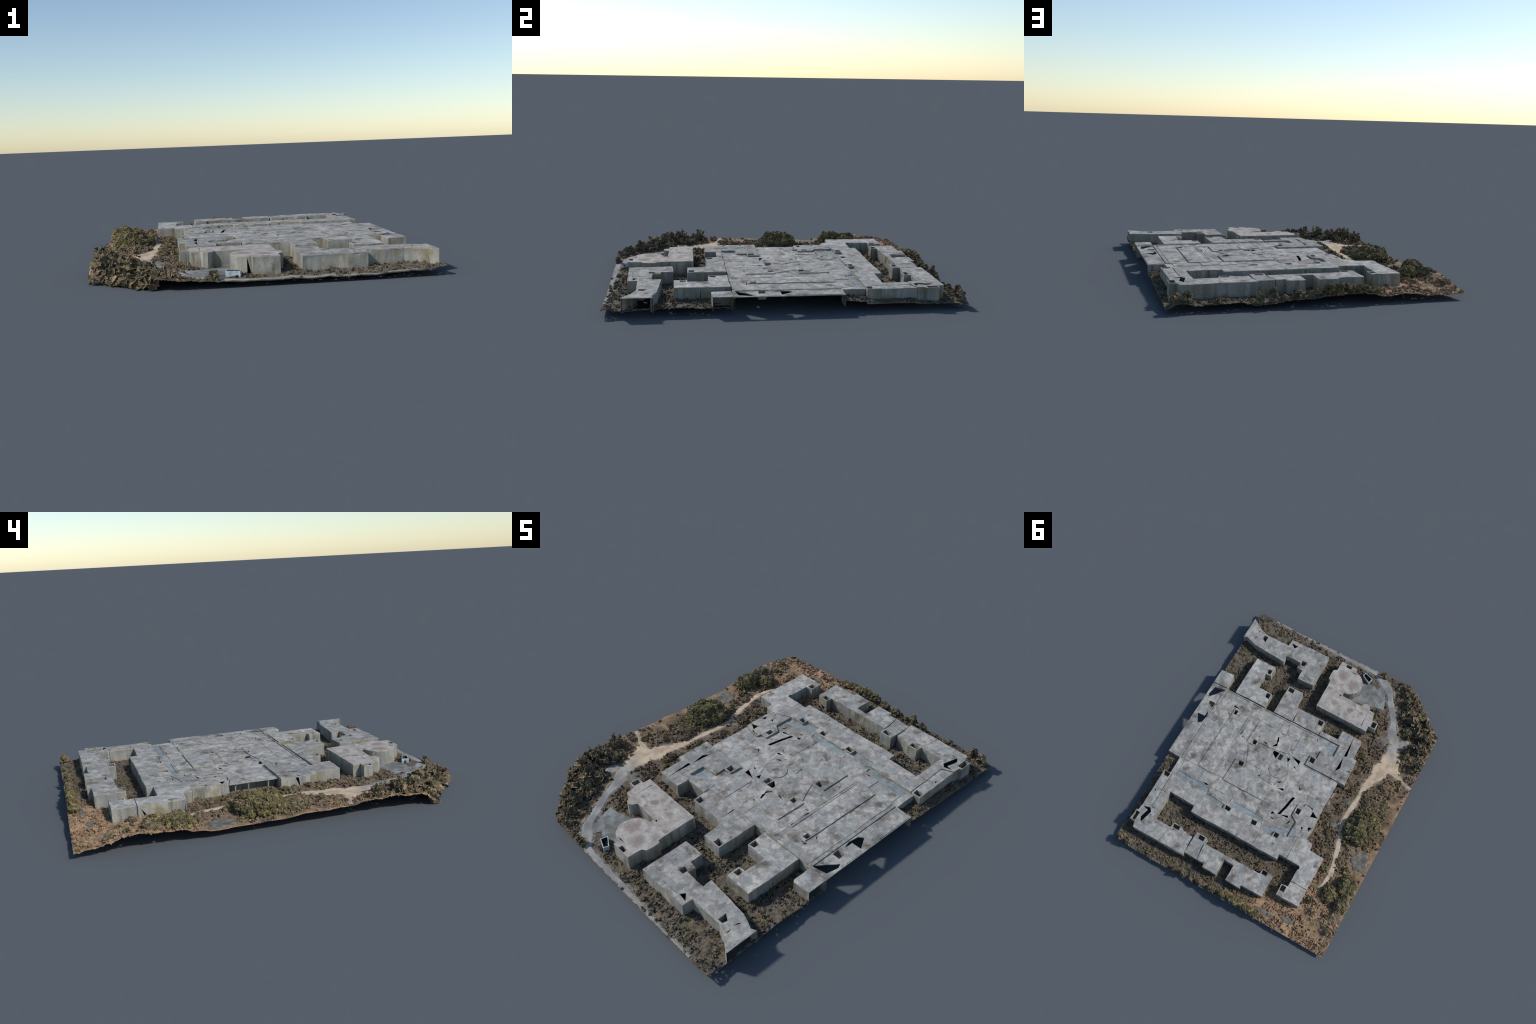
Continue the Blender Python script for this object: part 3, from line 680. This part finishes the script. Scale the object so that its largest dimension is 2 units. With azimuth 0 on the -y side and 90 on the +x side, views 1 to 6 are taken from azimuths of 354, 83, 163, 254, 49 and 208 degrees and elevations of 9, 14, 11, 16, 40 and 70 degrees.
# ------------------------------------------------------------------ vegetation
def ico(level):
    t = (1 + 5 ** .5) / 2
    V = [(-1, t, 0), (1, t, 0), (-1, -t, 0), (1, -t, 0), (0, -1, t), (0, 1, t), (0, -1, -t), (0, 1, -t), (t, 0, -1), (t, 0, 1), (-t, 0, -1), (-t, 0, 1)]
    F = [(0, 11, 5), (0, 5, 1), (0, 1, 7), (0, 7, 10), (0, 10, 11), (1, 5, 9), (5, 11, 4), (11, 10, 2), (10, 7, 6), (7, 1, 8), (3, 9, 4), (3, 4, 2), (3, 2, 6), (3, 6, 8), (3, 8, 9), (4, 9, 5), (2, 4, 11), (6, 2, 10), (8, 6, 7), (9, 8, 1)]
    V = [np.array(v, float) / np.linalg.norm(v) for v in V]
    for _ in range(level):
        c = {}; G = []
        def mid(a, b):
            k = (min(a, b), max(a, b))
            if k not in c:
                m = V[a] + V[b]; V.append(m / np.linalg.norm(m)); c[k] = len(V) - 1
            return c[k]
        for a, b, d in F:
            x, y, z = mid(a, b), mid(b, d), mid(d, a)
            G += [(a, x, z), (b, y, x), (d, z, y), (x, y, z)]
        F = G
    return np.array(V), np.array(F)

def clump(seed, level, strength, freq):
    V, F = ico(level)
    r = 1 + strength * fbm(V * freq + seed * 7.7, 2, .6)
    return V * np.clip(r, .25, 2)[:, None], F
SOFT = [clump(s, 2, 1.0, 1.7) for s in range(8)]
GRIT = [clump(s + 20, 1, 1.5, 1.6) for s in range(10)]

def leaf_shard(seed):
    """A crumpled, curled leaf with a little thickness."""
    r = np.random.default_rng(seed); k = 7
    a = np.linspace(0, 2 * math.pi, k, endpoint=False) + r.uniform(-.3, .3, k)
    rad = r.uniform(.45, 1.15, k); O = np.c_[rad * np.cos(a), 1.25 * rad * np.sin(a), np.zeros(k)]
    I = O * .5; P = np.concatenate([O, I, [[0, 0, 0]]])
    P[:, 2] = r.uniform(.3, .9) * P[:, 0] ** 2 - r.uniform(-.5, .5) * P[:, 1] ** 2 + r.uniform(-.22, .22, len(P))
    F = [(i, (i + 1) % k, k + (i + 1) % k, k + i) for i in range(k)] + [(k + i, k + (i + 1) % k, 2 * k) for i in range(k)]
    n = len(P); V = np.concatenate([P + [0, 0, .06], P - [0, 0, .06]])
    F = F + [tuple(n + j for j in f[::-1]) for f in F] + [(i + n, (i + 1) % k + n, (i + 1) % k, i) for i in range(k)]
    return V, F
SHARD = [leaf_shard(s) for s in range(12)]

def rot(r):
    q = r.normal(size=4); q /= np.linalg.norm(q); w, x, y, z = q
    return np.array([[1 - 2 * (y * y + z * z), 2 * (x * y - z * w), 2 * (x * z + y * w)], [2 * (x * y + z * w), 1 - 2 * (x * x + z * z), 2 * (y * z - x * w)], [2 * (x * z - y * w), 2 * (y * z + x * w), 1 - 2 * (x * x + y * y)]])

class Pile:
    def __init__(self): self.V = []; self.F = []; self.n = 0
    def put(self, proto, pos, size, r, squash=1.):
        V, F = proto; P = V @ rot(r).T * size; P[:, 2] *= squash
        self.V.append(P + pos); self.F += [tuple(int(i) + self.n for i in f) for f in F]; self.n += len(V)
    def done(self, name, mat, kind=None, zmin=.002, ground=False):
        V = np.concatenate(self.V); V[:, 2] = np.maximum(V[:, 2], zmin)
        if ground: V[:, 2] = np.maximum(V[:, 2], np.concatenate([ground_h(V[i:i + 20000, 0], V[i:i + 20000, 1]) for i in range(0, len(V), 20000)]) - .002)
        V[:, 0] = np.clip(V[:, 0], -.7945, .7945); V[:, 1] = np.clip(V[:, 1], -1, 1)
        return add(name, V, self.F, mat, kind=kind)

def bush(cx, cy, rx, ry, ztop, mat, count, size, shards=.25, seed=0, zlow=None, core=.80, full=.78):
    r = np.random.default_rng(100 + seed); P = Pile()
    z0 = float(ground_h(cx, cy)[0]) if zlow is None else zlow
    hgt = ztop - size * .35 - z0
    for i in range(count):
        a = r.uniform(0, 2 * math.pi); q = r.uniform(0, 1) ** .6
        x = cx + rx * q * math.cos(a); y = cy + ry * q * math.sin(a)
        dome = math.sqrt(max(0, 1 - q ** 3))
        f = dome * (full + (1.05 - full) * perlin(np.array([[x * 24, y * 24, seed * 1.]]))[0] * 1.3)
        z = z0 + hgt * f * (r.uniform(.75, 1.) if r.random() < .75 else r.uniform(.1, .8))
        s = size * r.uniform(.55, 1.15)
        if r.random() < shards: P.put(SHARD[r.integers(12)], (x, y, z), s * 1.1, r)
        else: P.put(SOFT[r.integers(8)], (x, y, z), s * .85, r)
    if core == 0: return P.done('bush', mat, ground=True)
    # leafy core so that the bush is not hollow
    V, F = ico(3); V = V * (1 + .25 * fbm(V * 3 + seed, 3))[:, None] * np.array([rx * .8, ry * .8, max(hgt, .01) * core]) + [cx, cy, z0]
    V[:, 2] = np.maximum(V[:, 2], z0 - .004)
    P.V.append(V); P.F += [tuple(int(i) + P.n for i in f) for f in F]; P.n += len(V)
    P.done('bush', mat, ground=True)

bush(-.640, .120, .098, .125, .152, LEAF, 700, .013, .12, 1)
bush(-.575, .160, .060, .085, .125, LEAF, 280, .012, .12, 2)
bush(-.625, -.055, .090, .075, .078, HEDGE, 260, .010, .3, 3)
bush(-.720, .530, .058, .075, .135, LEAF, 330, .013, .2, 4)
bush(-.745, .655, .036, .055, .110, HEDGE, 160, .011, .35, 5)
bush(-.650, .620, .055, .060, .108, LEAF, 190, .011, .2, 6)
# scrub standing along the south rim
for i, (x, y, rx, ry, zt, k) in enumerate([(-.120, .972, .070, .022, .114, 120), (-.200, .970, .055, .022, .102, 90), (-.275, .968, .040, .022, .078, 60), (-.035, .974, .035, .018, .112, 44),
        (.040, .974, .035, .018, .086, 36), (.130, .974, .040, .018, .084, 36), (.260, .976, .024, .016, .106, 26), (.325, .976, .022, .016, .094, 22), (.200, .972, .035, .018, .062, 26), (.520, .974, .030, .018, .066, 20)]):
    bush(x, y, rx, ry, zt, LEAF if i < 4 else HEDGE, k, .011, .3 if i < 4 else .5, 7 + i, core=0 if i < 4 else .3, full=.9, zlow=.064 if i < 4 else None)
bush(.690, .972, .024, .018, .110, HEDGE, 26, .013, .7, 20, core=.3, full=.95)
bush(.745, .966, .022, .020, .098, HEDGE, 20, .013, .7, 21, core=.3, full=.95)
bush(.745, .405, .030, .020, .068, HEDGE, 70, .007, .5, 22)
# loose low shrubs on the west side, between path, rim and walls
r_ = np.random.default_rng(91)
for i, (x, y) in enumerate([(-.56, .03), (-.72, .02), (-.70, .22), (-.58, .27), (-.54, -.10), (-.68, -.10), (-.71, -.03), (-.60, .40), (-.66, .44), (-.45, -.08), (-.42, -.22), (-.46, -.28), (-.40, -.34), (-.43, -.42), (-.41, -.52),
        (-.36, -.62), (-.42, .06), (-.40, .15), (-.44, .25), (-.42, .34), (-.46, .36), (-.53, .50), (-.55, .72), (-.60, .78), (-.70, .76), (-.74, .84), (-.62, -.20), (-.70, -.28), (-.40, -.08), (-.35, -.66)]):
    q = r_.uniform(.018, .034)
    bush(x, y, q, q * r_.uniform(.7, 1.3), float(ground_h(x, y)[0]) + r_.uniform(.014, .034), HEDGE if i % 3 else LEAF, int(r_.uniform(16, 34)), .0085, .5, 200 + i, core=.4, full=.7)
# tall ragged hedge in the north-west
hedge = [(-.700, -.565, .040, .045, .150), (-.755, -.445, .035, .045, .136), (-.588, -.758, .040, .042, .132), (-.465, -.920, .036, .030, .090), (-.528, -.845, .040, .038, .112),
         (-.658, -.682, .045, .045, .134), (-.752, -.600, .036, .050, .138), (-.660, -.500, .040, .045, .100), (-.600, -.650, .035, .045, .088), (-.405, -.955, .035, .026, .064),
         (-.240, -.985, .022, .012, .060), (-.525, -.765, .030, .045, .080), (-.735, -.665, .032, .026, .122)]
for i, (x, y, rx, ry, zt) in enumerate(hedge):
    bush(x, y, rx, ry, zt, HEDGE, int(10 + 8500 * rx * ry), .023, .85, 30 + i, core=.0, full=.62)
P = Pile(); r = np.random.default_rng(66)
for x, y, rx, ry, zt in hedge:
    for k in range(5):
        q = np.array([x + r.uniform(-.8, .8) * rx, y + r.uniform(-.8, .8) * ry]); z = float(ground_h(*q)[0]) + .015; zk = zt * r.uniform(.86, 1.02)
        while z < zk - .004:
            P.put(SHARD[r.integers(12)], (q[0] + r.uniform(-.005, .005), q[1] + r.uniform(-.005, .005), z), r.uniform(.006, .012), r); z += .007
P.done('hedge_shoot', HEDGE, 'stuff')
# the hedge spills down the cut corner to the ground
P = Pile(); r = np.random.default_rng(55)
for i in range(260):
    t = r.uniform(.05, 1); u = HEDGE_A + (HEDGE_B - HEDGE_A) * t
    d = r.uniform(.016, .052)
    n_ = np.array([.62, .78]); q = u + n_ * d
    P.put(SHARD[r.integers(12)], (q[0], q[1], .004 + (d - .016) * 1.3 + r.uniform(0, .03) ** 1.2), r.uniform(.007, .016) if i > 60 else r.uniform(.018, .034), r)
P.done('hedge_skirt', HEDGE, 'stuff')
# tufts, clods and dry litter over the scrub
P = Pile(); r = np.random.default_rng(77); made = 0
N = 10000
tx, ty = r.uniform(-.79, .79, N), r.uniform(-.995, .995, N)
ok = (bare(tx, ty) > r.uniform(.02, .5, N)) & (hedge_dist(tx, ty) > .012) & (.62 + .9 * perlin(xyz(tx * 13, ty * 13) + 5) > .48)
for f in FOOT: ok &= ~inside(tx, ty, inset(f, -.001))
ok &= ~inside(tx, ty, rect(.30, -.315, .80, .312))
tx, ty = tx[ok], ty[ok]; tz = ground_h(tx, ty)
for x, y, z in zip(tx, ty, tz):
    s = r.uniform(.0035, .0085) * (1.2 if x < -.35 else 1)
    if r.random() < .6: P.put(SHARD[r.integers(12)], (x, y, z + .005), s * 1.25, r)
    else: P.put(GRIT[r.integers(10)], (x, y, z + .003), s, r)
P.done('dry_scrub', EARTH, 'stuff')
